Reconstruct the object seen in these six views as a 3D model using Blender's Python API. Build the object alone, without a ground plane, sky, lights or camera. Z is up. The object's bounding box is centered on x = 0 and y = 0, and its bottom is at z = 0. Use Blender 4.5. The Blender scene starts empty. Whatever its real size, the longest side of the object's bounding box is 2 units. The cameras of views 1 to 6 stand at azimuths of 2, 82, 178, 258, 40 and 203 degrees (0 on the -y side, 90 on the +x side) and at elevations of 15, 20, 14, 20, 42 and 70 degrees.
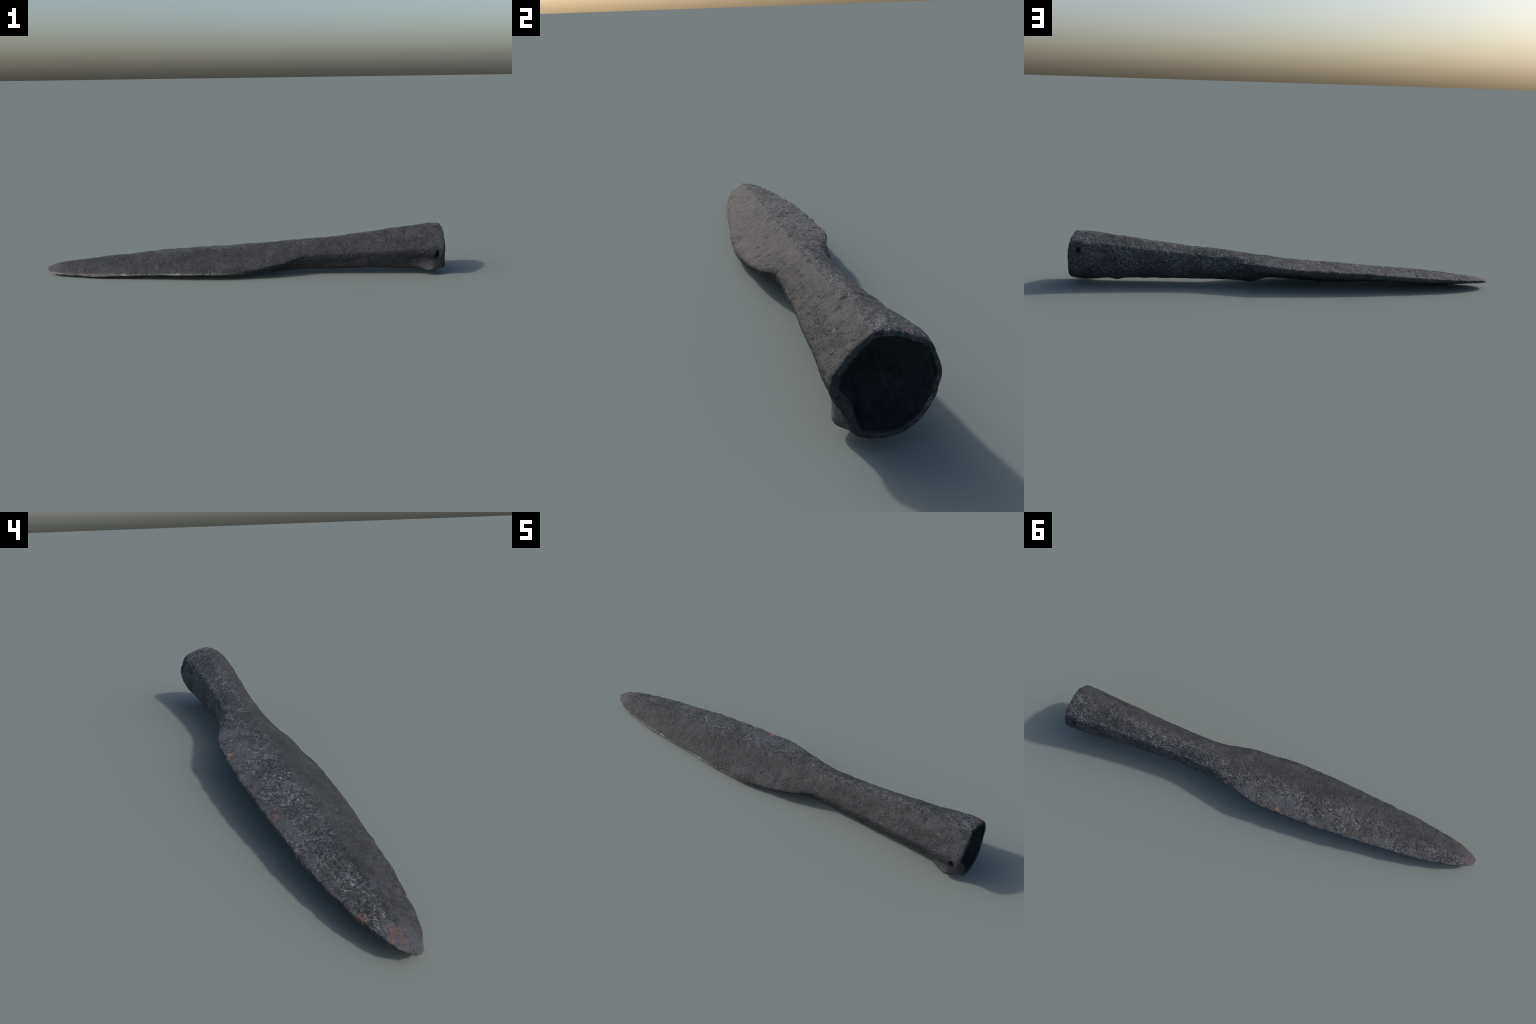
# Forged iron spearhead: leaf blade with a midrib, tapering neck, conical hollow socket with two
# rivet holes.  It lies on its lower cutting edge, blade tip towards -x, socket mouth towards +x.
import bpy, math
import numpy as np

rng = np.random.RandomState(7)

# ------------------------------------------------------------------ helpers
def smooth(e0, e1, v):
    t = np.clip((v - e0) / (e1 - e0), 0, 1)
    return t * t * (3 - 2 * t)

_perm = np.random.RandomState(3).permutation(4096)
_grad = np.random.RandomState(5).normal(size=(4096, 3))
_grad /= np.linalg.norm(_grad, axis=1)[:, None]

def perlin(p):
    """gradient noise, about -1..1, p is (n,3)"""
    i = np.floor(p).astype(np.int64)
    f = p - i
    u = f * f * f * (f * (f * 6 - 15) + 10)
    out = 0.0
    for dx in (0, 1):
        for dy in (0, 1):
            for dz in (0, 1):
                h = _perm[(i[:, 0] + dx) & 4095]
                h = _perm[(h + i[:, 1] + dy) & 4095]
                h = _perm[(h + i[:, 2] + dz) & 4095]
                g = _grad[h]
                d = (g * (f - np.array([dx, dy, dz]))).sum(1)
                w = (u[:, 0] if dx else 1 - u[:, 0]) * (u[:, 1] if dy else 1 - u[:, 1]) * (u[:, 2] if dz else 1 - u[:, 2])
                out = out + w * d
    return out * 1.6

def fractal(p, octaves=3, gain=0.5):
    s, a = 0.0, 1.0
    for k in range(octaves):
        s = s + a * perlin(p * 2 ** k + 17.3 * k)
        a *= gain
    return s

def curve(table):
    """smooth monotone-ish profile through (x, value...) control points"""
    t = np.array(table, float)
    xs, vs = t[:, 0], t[:, 1:]
    m = np.gradient(vs, xs, axis=0)
    def f(x):
        x = np.clip(np.asarray(x, float), xs[0], xs[-1])
        k = np.clip(np.searchsorted(xs, x, side='right') - 1, 0, len(xs) - 2)
        h = (xs[k + 1] - xs[k])
        s = ((x - xs[k]) / h)[:, None]
        h = h[:, None]
        return ((2*s**3 - 3*s**2 + 1) * vs[k] + (s**3 - 2*s**2 + s) * h * m[k]
                + (-2*s**3 + 3*s**2) * vs[k + 1] + (s**3 - s**2) * h * m[k + 1])
    return f

# ------------------------------------------------------------------ profile curves (x, y, z)
# socket: centre y, radius y, bottom z, top z
SOCKET = curve([(0.30, 0.011, 0.083, 0.019, 0.169), (0.40, 0.011, 0.079, 0.020, 0.178),
                (0.50, 0.0130, 0.0825, 0.021, 0.189), (0.60, 0.0145, 0.0865, 0.022, 0.202),
                (0.70, 0.017, 0.092, 0.022, 0.215), (0.80, 0.0205, 0.0985, 0.021, 0.228),
                (0.88, 0.024, 0.106, 0.020, 0.239), (0.96, 0.026, 0.113, 0.020, 0.247),
                (1.00, 0.026, 0.114, 0.021, 0.246)])
# socket outline as a forged, slightly faceted ring (unit radius); the landmarks are
# ridge (top), keen_edge side (+y), underside, resting_edge side (-y)
Q_TOP_RIGHT = [(-.04, .985), (.14, .985), (.36, .91), (.60, .805), (.795, .70), (.87, .55), (.94, .37), (1.0, .20)]
Q_RIGHT_BOT = [(1.0, .20), (.99, -.02), (.93, -.27), (.80, -.50), (.55, -.76), (.28, -.93), (-.05, -1.0)]
Q_BOT_LEFT = [(-.05, -1.0), (-.30, -.96), (-.52, -.85), (-.66, -.63), (-.82, -.34), (-.95, -.08), (-1.0, .10)]
Q_LEFT_TOP = [(-1.0, .10), (-.93, .24), (-.75, .48), (-.58, .69), (-.38, .87), (-.18, .97), (-.04, .985)]
QUARTERS = [np.array(q) for q in (Q_TOP_RIGHT, Q_RIGHT_BOT, Q_BOT_LEFT, Q_LEFT_TOP)]

def sock_landmark(x, q):
    cy, ry, z0, z1 = SOCKET([x])[0]
    return (x, cy + ry * q[0], (z0 + z1) / 2 + (z1 - z0) / 2 * q[1])

SX = (0.30, 0.40, 0.50, 0.60, 0.70, 0.80, 0.88, 0.96, 1.0)
RIDGE = curve([(-1.00, -.019, .037), (-.97, -.018, .046), (-.90, -.014, .059), (-.80, -.011, .071), (-.70, -.008, .083), (-.60, -.006, .0915),
               (-.50, -.005, .0985), (-.40, -.003, .105), (-.30, .001, .111), (-.20, .004, .1175),
               (-.10, .006, .125), (0.0, .006, .133), (.10, .007, .144), (.20, .008, .156)]
              + [sock_landmark(x, Q_TOP_RIGHT[0]) for x in SX])
UNDER = curve([(-1.00, -.022, .022), (-.97, -.020, .018), (-.90, -.018, .016), (-.80, -.014, .012), (-.70, -.010, .011), (-.60, -.006, .016),
               (-.50, -.004, .020), (-.40, -.002, .022), (-.30, .000, .016), (-.22, .000, .013),
               (-.14, .000, .019), (-.05, .002, .027), (.03, .003, .031), (.09, .004, .026), (.15, .004, .013), (.21, .005, .015)]
              + [sock_landmark(x, Q_BOT_LEFT[0]) for x in SX])
REST = curve([(-1.00, -.026, .026), (-.993, -.035, .019), (-.98, -.046, .015), (-.95, -.061, .012), (-.90, -.078, .011), (-.80, -.098, .0105), (-.75, -.107, .008), (-.70, -.114, .012),
              (-.60, -.122, .017), (-.50, -.130, .020), (-.40, -.136, .023), (-.30, -.143, .025),
              (-.20, -.147, .028), (-.10, -.147, .032), (0.0, -.139, .041), (.05, -.130, .049), (.10, -.125, .059), (.20, -.098, .074)]
             + [sock_landmark(x, Q_LEFT_TOP[0]) for x in SX])
KEEN = curve([(-1.00, -.014, .030), (-.993, .004, .036), (-.98, .015, .041), (-.95, .029, .046), (-.90, .050, .051), (-.80, .074, .058), (-.70, .092, .066),
              (-.60, .104, .075), (-.50, .115, .083), (-.40, .125, .091), (-.30, .134, .097),
              (-.20, .140, .103), (-.10, .144, .108), (0.0, .144, .115), (.05, .139, .119), (.10, .127, .122), (.20, .110, .124)]
             + [sock_landmark(x, Q_RIGHT_BOT[0]) for x in SX])

# ------------------------------------------------------------------ grid: stations along x, points round the section
NQ = 84                      # points per quarter
NA = 4 * NQ
u = np.linspace(0, 1, 940)
XS = np.concatenate([-1 + 0.03 * np.linspace(0.02, 1, 26) ** 2, np.linspace(-0.97, 1.0, 900)[1:]])
NX = len(XS)

def resample(poly, n):
    # Catmull-Rom through the ring points, then even spacing
    p = np.vstack([2 * poly[0] - poly[1], poly, 2 * poly[-1] - poly[-2]])
    out = []
    for k in range(1, len(p) - 2):
        t = np.linspace(0, 1, 24, endpoint=False)[:, None]
        a, b, c, d = p[k - 1], p[k], p[k + 1], p[k + 2]
        out.append(.5 * (2*b + (c - a)*t + (2*a - 5*b + 4*c - d)*t**2 + (3*b - a - 3*c + d)*t**3))
    out = np.vstack(out + [poly[-1:]])
    s = np.concatenate([[0], np.cumsum(np.linalg.norm(np.diff(out, axis=0), axis=1))])
    w = np.linspace(0, s[-1], n)
    return np.stack([np.interp(w, s, out[:, 0]), np.interp(w, s, out[:, 1])], 1)

T = np.linspace(0, 1, NQ, endpoint=False)
lm = [RIDGE(XS), KEEN(XS), UNDER(XS), REST(XS)]
sk = SOCKET(np.maximum(XS, .30))
rad = np.stack([sk[:, 1], (sk[:, 3] - sk[:, 2]) / 2], 1)
w_sock = smooth(-0.02, 0.34, XS)
thick = smooth(-1.0, -.85, XS)
# how far the blade facets swell (+) or hollow (-), quarter by quarter
w_mid = smooth(-.30, 0.0, XS) * (1 - smooth(.1, .3, XS))
w_shoulder = np.exp(-((XS - .01) / .12) ** 2)
BULGE = [.0015 - .0015 * w_mid, .004 - .003 * w_mid, .010 + .004 * w_shoulder, .0065 - .0035 * w_mid]
keen_thick = curve([(-1, .003), (-.95, .009), (-.8, .014), (-.5, .018), (-.2, .023), (-.05, .026), (.05, .027), (.12, .012), (.2, -.004), (.34, -.002), (1, 0)])(XS)[:, 0]
blunt = .0085 * smooth(-.99, -.90, XS) * (1 - smooth(-.05, .15, XS))   # blunt face of the resting edge
SEC = np.zeros((NX, NA, 2))
for q in range(4):
    p0, p1 = lm[q], lm[(q + 1) % 4]
    ring = resample(QUARTERS[q], NQ + 1)
    dev = ring[:NQ] - (ring[0] + T[:, None] * (ring[-1] - ring[0]))
    chord = p0[:, None] * (1 - T[None, :, None]) + p1[:, None] * T[None, :, None]
    d = p1 - p0
    nrm = np.stack([-d[:, 1], d[:, 0]], 1)
    nrm /= np.linalg.norm(nrm, axis=1)[:, None] + 1e-9
    hump = (4 * T * (1 - T)) ** .8
    blade_dev = (BULGE[q] * thick)[:, None, None] * hump[None, :, None] * nrm[:, None, :]
    if q == 1:
        full = T ** .7 * (1 - T) ** 2.6 / .29             # the keen edge is a blunt wall, a finger thick by the shoulder
        blade_dev = blade_dev + keen_thick[:, None, None] * full[None, :, None] * nrm[:, None, :]
    if q == 2:
        full = T ** 2 * (1 - T) ** .8 / .175              # the shoulder's flank is full right up to the edge
        blade_dev = blade_dev + (.014 * w_shoulder)[:, None, None] * full[None, :, None] * nrm[:, None, :]
    if q == 3:
        blade_dev = blade_dev.copy()
        blade_dev[:, :, 1] += blunt[:, None] * ((1 - np.exp(-T / .03)) * (1 - T) ** 1.3)[None, :]
    SEC[:, q*NQ:(q+1)*NQ] = (chord + (1 - w_sock)[:, None, None] * blade_dev
                             + (w_sock)[:, None, None] * dev[None] * rad[:, None, :])
# forged rounding of ridge and edges
def ring_blur(a, sig):
    k = np.fft.fftfreq(NA)
    g = np.exp(-2 * (np.pi * k * sig) ** 2)
    return np.real(np.fft.ifft(np.fft.fft(a, axis=1) * g[None, :, None], axis=1))
end = smooth(.80, .97, XS)[:, None, None]
SEC = ring_blur(SEC, 2.2) * (1 - end) + ring_blur(SEC, 4.5) * end      # the mouth is worn rounder

P = np.zeros((NX, NA, 3))
P[:, :, 0] = XS[:, None]
P[:, :, 1:] = SEC
# the mouth is not cut square: it leans back towards the top
zt = P[-1, :, 2]
mouth = np.interp(zt, [0.0, .03, .06, .09, .11, .15, .20, .235, .252], [1.001, 1.0, .996, .991, .988, .986, .983, .979, .974])
ang = np.arange(NA) / NA * 2 * np.pi
mouth = mouth - .004 * (perlin(np.stack([np.cos(ang) * 3, np.sin(ang) * 3, 0 * ang], 1)) + .3) * 0.8
mouth = np.minimum(mouth, .999)
sx = smooth(.75, 1.0, XS)[:, None]
P[:, :, 0] += sx * (mouth[None, :] - 1.0)

def normals(P):
    du = np.gradient(P, axis=0)
    dv = np.roll(P, -1, 1) - np.roll(P, 1, 1)
    n = np.cross(dv, du)
    n /= np.linalg.norm(n, axis=2)[:, :, None] + 1e-12
    c = P.mean(1, keepdims=True)
    if ((P - c) * n).sum() < 0:
        n = -n
    return n

# ------------------------------------------------------------------ relief
N = normals(P)
F = P.reshape(-1, 3)
X, Y, Zc = F[:, 0], F[:, 1], F[:, 2]
idx = np.arange(NA)
d_keen = np.abs(idx - NQ)                                   # grid distance from the upper edge
d_rest = np.abs(idx - 3 * NQ)
edge_k = np.exp(-(d_keen / 7.0) ** 2)[None, :] * np.ones((NX, 1))
edge_r = np.exp(-(d_rest / 7.0) ** 2)[None, :] * np.ones((NX, 1))
on_blade = 1 - smooth(.0, .2, XS)[:, None]
under = np.exp(-((idx - 2 * NQ) / (NQ * .75)) ** 4)[None, :] * np.ones((NX, 1))
rough = (1 - .55 * under)
tipfade = smooth(-1.0, -.93, XS)[:, None]

big = fractal(F * [9, 14, 14], 2).reshape(NX, NA)
mid = fractal(F * [28, 40, 40] + 5, 3).reshape(NX, NA)
fine = fractal(F * [120, 150, 150] + 9, 2).reshape(NX, NA)
# shallow corrosion pits and short transverse cracks
pit = perlin(F * 42 + 31).reshape(NX, NA)
pit = smooth(.35, .75, pit)
warp = perlin(F * 22 + 3) * .02
crack = np.abs(perlin(np.stack([X + warp, Y * .45, Zc * .45], 1) * 38 + 77)).reshape(NX, NA)
crack = (1 - smooth(0.0, .07, crack)) * smooth(.1, .5, perlin(F * 13 + 51)).reshape(NX, NA)
disp = .0028 * big + .0015 * mid * rough + .0007 * fine * rough - .0022 * pit * rough - .0022 * crack * rough
disp *= .25 + .75 * tipfade
# nibbled edges
nib = fractal(np.stack([X * 28, 0 * X + 3, 0 * X], 1), 3).reshape(NX, NA)
nib2 = fractal(np.stack([X * 26, 0 * X + 9, 0 * X], 1), 3).reshape(NX, NA)
disp += on_blade * tipfade * (edge_k * .0026 * nib + edge_r * .0022 * nib2)
# a struck dent beside the socket ridge
def bump_at(c, r, h):
    d2 = ((F - np.array(c)) ** 2).sum(1) / r ** 2
    return (h * np.exp(-d2)).reshape(NX, NA)
disp += bump_at((.80, -.022, .212), .013, -.006) + bump_at((.76, -.004, .222), .012, .004)
P = P + N * disp[:, :, None]

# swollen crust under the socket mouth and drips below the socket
def swell(c, r, v):
    global P
    e = np.exp(-(((P - np.array(c)) / np.array(r)) ** 2).sum(2))
    P = P + e[:, :, None] * np.array(v)
swell((.922, -.046, .040), (.046, .026, .024), (.0, -.024, -.022))
swell((.93, .050, .030), (.050, .030, .030), (0, .002, -.007))
swell((.785, .045, .035), (.026, .025, .025), (0, .005, -.008))
swell((.66, .030, .020), (.030, .025, .025), (0, .0, -.004))
swell((.15, .005, .015), (.045, .035, .03), (0, 0, -.004))

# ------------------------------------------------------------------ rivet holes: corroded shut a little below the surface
SOLID = P.copy()
N = normals(P)
HOLES = [((.952, -.070, .106), (.0085, .024)), ((.941, .118, .172), (.0100, .0165))]
for c, (rx, rr) in HOLES:
    near = np.argmin(((P[:NX - 8] - np.array(c)) ** 2).sum(2))
    c = P.reshape(-1, 3)[near]                              # sit the hole on the surface
    d = P - c
    r = np.sqrt((d[:, :, 0] / rx) ** 2 + (d[:, :, 1] ** 2 + d[:, :, 2] ** 2) / rr ** 2)
    P = P - N * (.004 * np.exp(-(r / 1.7) ** 2) + .024 * np.exp(-r ** 6))[:, :, None]

P[:, :, 2] = np.maximum(P[:, :, 2], 0.0)
lowest = P[:, :, 2].min()
P[:, :, 2] -= lowest
SOLID[:, :, 2] -= lowest

# ------------------------------------------------------------------ inner wall of the socket
BORE_END = .88
I0 = int(np.searchsorted(XS, BORE_END))
xin = XS[I0:]
wall = .0175 + .014 * np.exp(-((idx - 2.72 * NQ) / (NQ * .40)) ** 2) - .004 * np.exp(-((idx - .6 * NQ) / (NQ * .6)) ** 2)
cen = SOLID[I0:].mean(1, keepdims=True)
toward = SOLID[I0:] - cen
sag = np.array([0, -.002, -.012])                       # the bore runs slightly downhill
dist = np.linalg.norm(toward[:, :, 1:], axis=2)
w_in = np.minimum(wall[None, :], .55 * dist)
depth = np.clip((xin - BORE_END) / (.985 - BORE_END), 0, 1)
scale = (1 - w_in / dist) * (.05 + .95 * depth ** .52)[:, None]      # a blunt conical bore
IN = cen + toward * scale[:, :, None] + sag * (1 - depth ** .8)[:, None, None]
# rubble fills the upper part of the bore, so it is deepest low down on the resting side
fill = .75 - .38 * np.cos((idx / NA - .07) * 2 * np.pi)
k_fill = .62 + (fill[None, :] - .62) * (depth ** .5)[:, None]
IN[:, :, 0] = SOLID[-1:, :, 0] - (SOLID[-1:, :, 0] - SOLID[I0:, :, 0]) * k_fill
q = IN.reshape(-1, 3)
rip = (.0022 * fractal(q * [16, 40, 40] + 3, 3) + .0008 * fractal(q * 110, 2)).reshape(IN.shape[:2])
dirn = toward / (dist[:, :, None] + 1e-9)
dirn[:, :, 0] = 0
IN += dirn * rip[:, :, None]
# rounded lip: pull the last rows of both walls towards the wall's middle
K = 8
mid_wall = .5 * (P[-1] + IN[-1])
for k in range(K):
    a = (1 - k / K)
    f = .42 * (1 - math.sqrt(max(0.0, 1 - a * a)))
    P[-1 - k] = P[-1 - k] * (1 - f) + (np.concatenate([P[-1 - k][:, :1], mid_wall[:, 1:]], 1)) * f
    IN[-1 - k] = IN[-1 - k] * (1 - f) + (np.concatenate([IN[-1 - k][:, :1], mid_wall[:, 1:]], 1)) * f
lip = .5 * (P[-1] + IN[-1])
lip[:, 0] = np.minimum(P[-1][:, 0] + .0018, 1.0)

# ------------------------------------------------------------------ one body, then cut by region
verts = [P.reshape(-1, 3)]
nP = NX * NA
NI = NX - I0
verts.append(IN.reshape(-1, 3)); oI = nP
verts.append(lip); oL = nP + NI * NA
tip = P[0].mean(0) - np.array([.0006, 0, 0])
apex = IN[0].mean(0) - np.array([.01, 0, 0])
verts.append(np.array([tip, apex])); oT = oL + NA; oA = oT + 1
V = np.vstack(verts)

faces = []; tag = []
BLADE, SOCK, BORE = 0, 1, 2
j = np.arange(NA); j2 = (j + 1) % NA
i_neck = int(np.searchsorted(XS, .14))
ii = np.arange(NX - 1)
A_ = (ii[:, None] * NA + j[None, :]); B_ = (ii[:, None] * NA + j2[None, :])
C_ = ((ii + 1)[:, None] * NA + j2[None, :]); D_ = ((ii + 1)[:, None] * NA + j[None, :])
Q = np.stack([A_, D_, C_, B_], 2)
tg = np.where(ii[:, None] < i_neck, BLADE, SOCK) * np.ones((1, NA), int)
faces.append(Q.reshape(-1, 4)); tag.append(tg.ravel())
# inner wall (reversed)
ki = np.arange(NI - 1)
A2 = oI + ki[:, None] * NA + j[None, :]; B2 = oI + ki[:, None] * NA + j2[None, :]
C2 = oI + (ki + 1)[:, None] * NA + j2[None, :]; D2 = oI + (ki + 1)[:, None] * NA + j[None, :]
Q2 = np.stack([A2, B2, C2, D2], 2)
faces.append(Q2.reshape(-1, 4)); tag.append(np.full((NI - 1) * NA, BORE))
# lip strips
o_last = (NX - 1) * NA; i_last = oI + (NI - 1) * NA
faces.append(np.stack([o_last + j, oL + j, oL + j2, o_last + j2], 1)); tag.append(np.full(NA, SOCK))
faces.append(np.stack([oL + j, i_last + j, i_last + j2, oL + j2], 1)); tag.append(np.full(NA, SOCK))
tris = np.vstack([np.stack([np.full(NA, oT), j, j2], 1), np.stack([np.full(NA, oA), oI + j2, oI + j], 1)])
tri_tag = np.array([BLADE] * NA + [BORE] * NA)
quads = np.vstack(faces); qtag = np.concatenate(tag)

# orientation: make the outer wall face outwards
pa, pb, pc = V[quads[2000, 0]], V[quads[2000, 1]], V[quads[2000, 3]]
if np.dot(np.cross(pb - pa, pc - pa), pa - P[2000 // NA].mean(0)) < 0:
    quads = quads[:, ::-1]; tris = tris[:, ::-1]

# shared smooth vertex normals of the whole body
vn = np.zeros_like(V)
fn = np.cross(V[quads[:, 2]] - V[quads[:, 0]], V[quads[:, 3]] - V[quads[:, 1]])
for k in range(4):
    np.add.at(vn, quads[:, k], fn)
tn = np.cross(V[tris[:, 1]] - V[tris[:, 0]], V[tris[:, 2]] - V[tris[:, 0]])
for k in range(3):
    np.add.at(vn, tris[:, k], tn)
vn /= np.linalg.norm(vn, axis=1)[:, None] + 1e-20

# ------------------------------------------------------------------ materials
class Nodes:
    def __init__(self, name):
        self.mat = bpy.data.materials.new(name)
        self.mat.use_nodes = True
        self.t = self.mat.node_tree
        self.bsdf = self.t.nodes["Principled BSDF"]
        self.co = self.new('ShaderNodeTexCoord').outputs['Object']
    def new(self, kind, **kw):
        n = self.t.nodes.new(kind)
        for k, v in kw.items():
            setattr(n, k, v)
        return n
    def put(self, sock, v):
        if isinstance(v, bpy.types.NodeSocket):
            self.t.links.new(v, sock)
        else:
            sock.default_value = v
    def math(self, op, a, b=0.0, c=0.0, clamp=False):
        n = self.new('ShaderNodeMath', operation=op, use_clamp=clamp)
        for k, v in enumerate((a, b, c)):
            self.put(n.inputs[k], v)
        return n.outputs[0]
    def mapped(self, scale, loc=(0, 0, 0), rot=(0, 0, 0), vec=None):
        n = self.new('ShaderNodeMapping')
        self.put(n.inputs['Vector'], vec or self.co)
        n.inputs['Scale'].default_value = scale
        n.inputs['Location'].default_value = loc
        n.inputs['Rotation'].default_value = rot
        return n.outputs[0]
    def noise(self, vec, scale, detail=3.0, rough=.55, dist=0.0):
        n = self.new('ShaderNodeTexNoise')
        self.put(n.inputs['Vector'], vec)
        n.inputs['Scale'].default_value = scale
        n.inputs['Detail'].default_value = detail
        n.inputs['Roughness'].default_value = rough
        n.inputs['Distortion'].default_value = dist
        return n.outputs['Fac']
    def ramp(self, fac, lo, hi):
        n = self.new('ShaderNodeMapRange', interpolation_type='SMOOTHSTEP', clamp=True)
        self.put(n.inputs['Value'], fac)
        n.inputs['From Min'].default_value = lo
        n.inputs['From Max'].default_value = hi
        return n.outputs['Result']
    def mix(self, fac, a, b):
        n = self.new('ShaderNodeMix', data_type='RGBA')
        self.put(n.inputs['Factor'], fac)
        self.put(n.inputs['A'] if False else n.inputs[6], a)
        self.put(n.inputs[7], b)
        return n.outputs[2]
    def spot(self, centre, radius, wobble=None, amount=.5):
        d = self.new('ShaderNodeVectorMath', operation='DISTANCE')
        self.put(d.inputs[0], self.co)
        d.inputs[1].default_value = centre
        v = d.outputs['Value']
        if wobble is not None:
            v = self.math('ADD', v, self.math('MULTIPLY', self.math('SUBTRACT', wobble, .5), radius * amount * 4))
        return self.math('SUBTRACT', 1.0, self.ramp(v, radius * .45, radius * 1.15))

def rgba(r, g, b):
    return (r, g, b, 1.0)

def iron(name, blade=False):
    m = Nodes(name)
    c = m.co
    xyz = m.new('ShaderNodeSeparateXYZ'); m.put(xyz.inputs[0], c)
    px, py, pz = xyz.outputs
    cloud = m.noise(c, 14, 4, .6)
    cool = m.noise(m.mapped((1, 1, 1), (4, 1, 2)), 18, 3, .6)
    grain = m.noise(c, 120, 4, .65, .4)
    base = m.mix(m.ramp(cloud, .35, .68), rgba(.025, .0265, .029), rgba(.041, .043, .047))
    base = m.mix(m.math('MULTIPLY', m.ramp(cool, .50, .68), .45), base, rgba(.039, .043, .056))
    warm = m.noise(m.mapped((1, 1, 1), (9, 3, 7)), 30, 3, .6)
    base = m.mix(m.math('MULTIPLY', m.ramp(warm, .55, .72), .45), base, rgba(.042, .036, .035))
    base = m.mix(m.math('MULTIPLY', m.ramp(grain, .53, .34), .75), base, rgba(.014, .015, .017))
    # worm-shaped glints painted into the base colour in drifts, thickest along the +y flank
    sw = m.new('ShaderNodeTexNoise'); m.put(sw.inputs['Vector'], c); sw.inputs['Scale'].default_value = 32
    sv = m.new('ShaderNodeVectorMath', operation='SCALE'); m.put(sv.inputs[0], sw.outputs['Color']); sv.inputs['Scale'].default_value = 4.0
    def worms(scale, width):
        wv = m.new('ShaderNodeVectorMath', operation='ADD')
        m.put(wv.inputs[0], m.mapped(scale)); m.put(wv.inputs[1], sv.outputs[0])
        n = m.noise(wv.outputs[0], 1.0, 2, .5)
        return m.math('SUBTRACT', 1.0, m.ramp(m.math('ABSOLUTE', m.math('SUBTRACT', n, .5)), 0.0, width))
    line = worms((48, 80, 80), .06)
    line2 = worms((85, 120, 120), .07)
    speck = m.ramp(m.noise(c, 130, 2, .5), .44, .60)
    drift = m.ramp(m.noise(m.mapped((1, 1.4, 1.4), (2, 8, 1)), 9, 3, .6), .36, .62)
    flank = m.math('MULTIPLY_ADD', m.ramp(m.math('ADD', py, m.math('MULTIPLY', cloud, .03)), -.005, .035), .78, .22)  # lightens the +y side only, painting in the lit-against-shaded facet contrast
    amt = m.math('MULTIPLY', m.math('MULTIPLY_ADD', drift, .65, .35), flank)
    f1 = m.math('MULTIPLY', m.math('MULTIPLY', line, speck), amt)
    f2 = m.math('MULTIPLY', m.math('MULTIPLY', line2, m.ramp(m.noise(m.mapped((1, 1, 1), (3, 3, 3)), 100, 2, .5), .46, .62)), amt)
    fleck = m.math('MAXIMUM', f1, m.math('MULTIPLY', f2, .8))
    blotch = m.math('MULTIPLY', m.ramp(m.noise(m.mapped((1, 1.5, 1.5), (5, 5, 1)), 48, 3, .6, .6), .47, .64), amt)
    base = m.mix(m.math('MULTIPLY', blotch, .55), base, rgba(.092, .097, .104))
    base = m.mix(m.math('MULTIPLY', fleck, .80), base, rgba(.215, .224, .235))
    if blade:
        # worn, smoother grey patches towards the keen edge
        worn = m.math('MULTIPLY', m.ramp(m.noise(m.mapped((1, 1, 1), (7, 2, 4)), 13, 3, .55), .42, .62), m.ramp(py, .045, .085))
        base = m.mix(m.math('MULTIPLY', worn, .6), base, rgba(.074, .079, .087))
    # sparse rust specks
    rust = rgba(.16, .085, .062)
    rs = m.ramp(m.noise(m.mapped((1, 1, 1), (1, 5, 9)), 62, 2, .5), .73, .80)
    rd = m.ramp(m.noise(c, 6, 2, .5), .42, .6)
    base = m.mix(m.math('MULTIPLY', m.math('MULTIPLY', rs, rd), .4), base, rust)
    wob = m.noise(c, 55, 3, .6)
    if blade:
        # brownish dusting and smooth bluish skin at the point
        tipblue = m.spot((-.985, -.015, .03), .07, wob, .35)
        base = m.mix(m.math('MULTIPLY', tipblue, .8), base, rgba(.060, .063, .076))
        spots = [((-.086, .128, .111), .010, .9, rgba(.22, .105, .062)), ((-.112, .136, .108), .008, .45, rust),
                 ((-.50, .100, .085), .018, .28, rust), ((-.465, .088, .090), .012, .22, rust),
                 ((-.905, .046, .050), .016, .42, rust), ((-.955, .000, .046), .016, .42, rust),
                 ((-.980, -.006, .040), .012, .30, rust), ((-.975, .014, .042), .011, .32, rust)]
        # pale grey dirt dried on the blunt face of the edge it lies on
        rim = m.math('MULTIPLY_ADD', px, .0215, .0115 + .0215 * .9)
        up = m.math('SUBTRACT', pz, rim)
        rag = m.math('MULTIPLY', m.math('SUBTRACT', m.noise(m.mapped((1, .2, .2)), 24, 3, .6), .5), .012)
        dirt = m.math('SUBTRACT', 1.0, m.ramp(m.math('ADD', up, rag), .003, .0125))
        dirt = m.math('MULTIPLY', dirt, m.ramp(py, -.035, -.055))
        dirt = m.math('MULTIPLY', dirt, m.math('SUBTRACT', 1.0, m.ramp(px, -.15, .06)))
        pale = m.mix(m.ramp(m.noise(m.mapped((1, 3, 3)), 14, 3, .6), .48, .68), rgba(.115, .114, .108), rgba(.24, .24, .235))
        base = m.mix(m.math('MULTIPLY', dirt, .9), base, pale)
    else:
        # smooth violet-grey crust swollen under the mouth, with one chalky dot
        crust = m.spot((.915, -.085, .030), .050, wob, .25)
        base = m.mix(m.math('MULTIPLY', crust, .85), base, rgba(.075, .072, .086))
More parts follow.
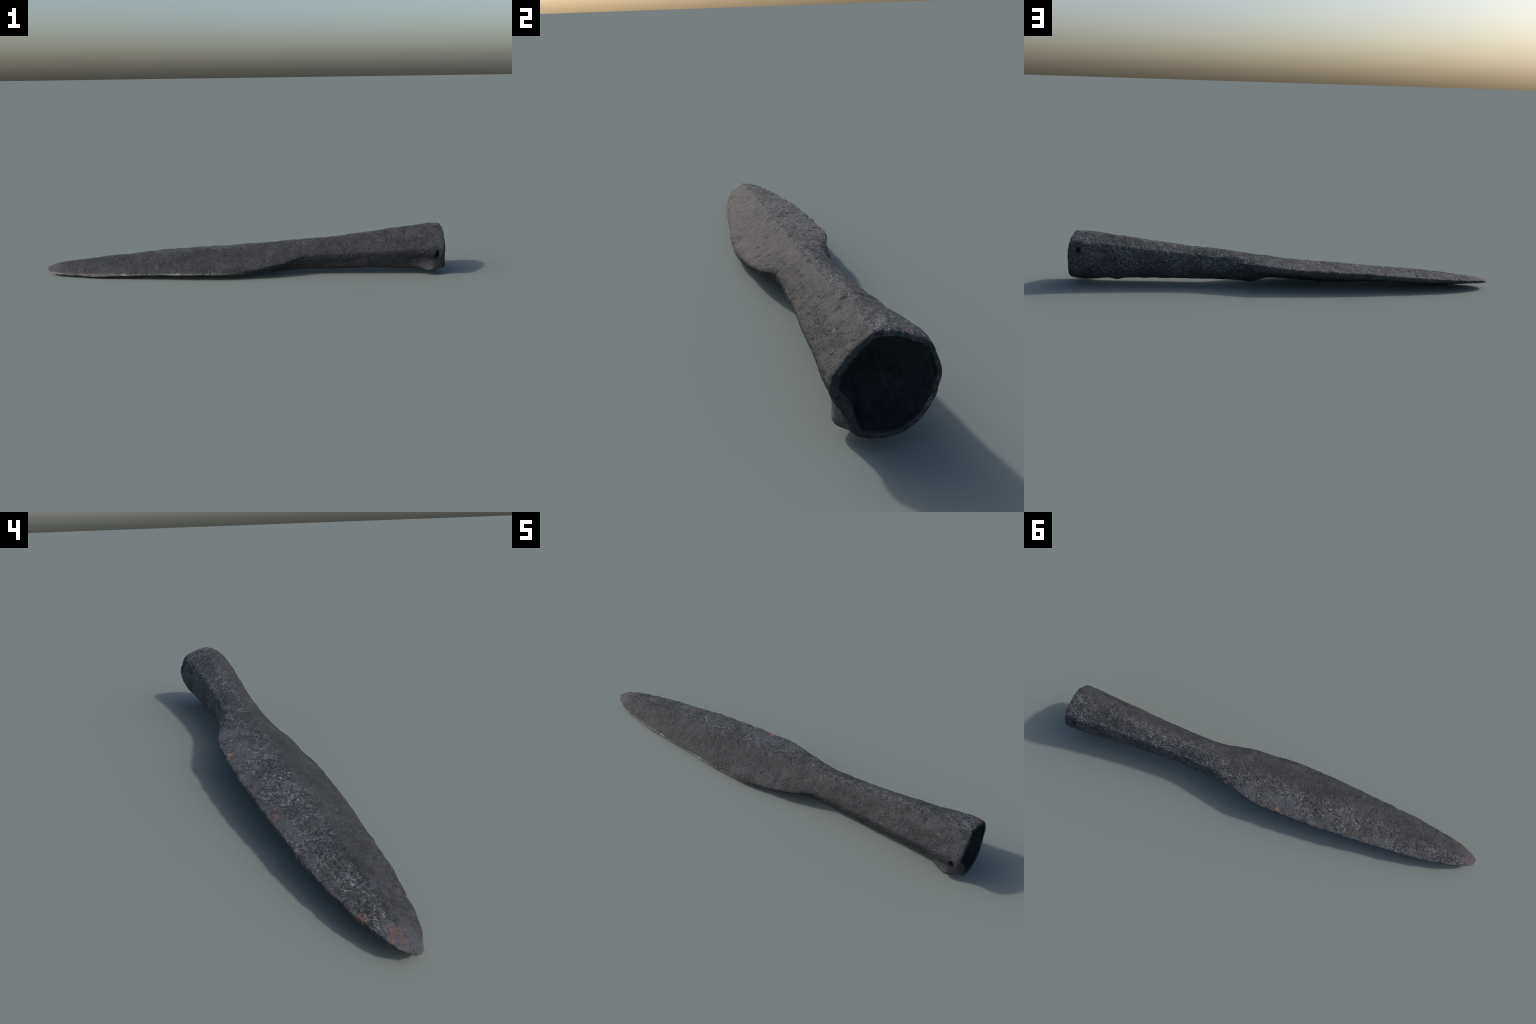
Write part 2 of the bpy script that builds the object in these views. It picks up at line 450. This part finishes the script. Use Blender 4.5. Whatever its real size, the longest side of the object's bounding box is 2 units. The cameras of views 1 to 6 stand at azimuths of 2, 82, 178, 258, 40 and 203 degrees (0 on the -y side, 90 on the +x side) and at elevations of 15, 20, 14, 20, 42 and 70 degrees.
        spots = [((.930, -.082, .004), .013, .8, rgba(.45, .45, .44)),
                 ((.405, .083, .130), .008, .6, rust), ((.965, .075, .235), .012, .45, rust), ((.30, -.02, .158), .009, .45, rust),
                 ((.24, -.045, .13), .006, .4, rust), ((.22, .04, .15), .008, .35, rust),
                 ((.865, -.045, .20), .008, .45, rust), ((.34, -.07, .09), .007, .55, rust)]
    for cpt, r, k, col in spots:
        base = m.mix(m.math('MULTIPLY', m.spot(cpt, r, wob, .18), k), base, col)
    m.put(m.bsdf.inputs['Base Color'], base)
    m.put(m.bsdf.inputs['Roughness'], m.math('MULTIPLY_ADD', grain, .25, .56))
    m.bsdf.inputs['Specular IOR Level'].default_value = .19
    b = m.new('ShaderNodeBump')
    b.inputs['Strength'].default_value = .6
    b.inputs['Distance'].default_value = .004
    m.put(b.inputs['Height'], m.math('ADD', m.math('MULTIPLY', grain, .7), m.math('MULTIPLY', line, .3)))
    m.put(m.bsdf.inputs['Normal'], b.outputs[0])
    return m.mat

def bore_iron():
    m = Nodes('shadow_darkened_bore_iron')
    n1 = m.noise(m.co, 40, 4, .6)
    n2 = m.noise(m.co, 170, 3, .6)
    base = m.mix(m.ramp(n1, .35, .7), rgba(.010, .011, .013), rgba(.022, .024, .028))  # albedo pushed near black to hold the shadow inside the mouth
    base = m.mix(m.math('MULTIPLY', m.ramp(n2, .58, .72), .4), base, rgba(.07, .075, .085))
    m.put(m.bsdf.inputs['Base Color'], base)
    m.bsdf.inputs['Roughness'].default_value = .75
    m.bsdf.inputs['Specular IOR Level'].default_value = .25
    b = m.new('ShaderNodeBump'); b.inputs['Strength'].default_value = .6; b.inputs['Distance'].default_value = .004
    m.put(b.inputs['Height'], n2); m.put(m.bsdf.inputs['Normal'], b.outputs[0])
    return m.mat

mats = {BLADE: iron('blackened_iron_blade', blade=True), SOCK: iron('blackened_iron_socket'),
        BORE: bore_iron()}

# ------------------------------------------------------------------ objects
root = bpy.data.objects.new('iron_spearhead', None)
root.empty_display_size = .1
bpy.context.scene.collection.objects.link(root)
root['label'] = 'blackened forged iron spearhead with leaf blade and hollow socket'
root['category'] = 'spearhead'

def part(name, t, parent):
    qs = quads[qtag == t]; ts = tris[tri_tag == t]
    used = np.unique(np.concatenate([qs.ravel(), ts.ravel()]))
    remap = np.full(len(V), -1); remap[used] = np.arange(len(used))
    me = bpy.data.meshes.new(name)
    me.vertices.add(len(used)); me.vertices.foreach_set('co', V[used].ravel())
    loops = np.concatenate([remap[qs].ravel(), remap[ts].ravel()])
    starts = np.concatenate([np.arange(len(qs)) * 4, len(qs) * 4 + np.arange(len(ts)) * 3])
    me.loops.add(len(loops)); me.loops.foreach_set('vertex_index', loops.astype(np.int32))
    me.polygons.add(len(starts)); me.polygons.foreach_set('loop_start', starts.astype(np.int32))
    me.update(calc_edges=True)
    me.validate()
    me.polygons.foreach_set('use_smooth', np.ones(len(me.polygons), bool))
    me.normals_split_custom_set_from_vertices(vn[used].tolist())
    me.materials.append(mats[t])
    ob = bpy.data.objects.new(name, me)
    bpy.context.scene.collection.objects.link(ob)
    ob.parent = parent
    return ob

blade = part('blade', BLADE, root)
socket = part('socket', SOCK, root)
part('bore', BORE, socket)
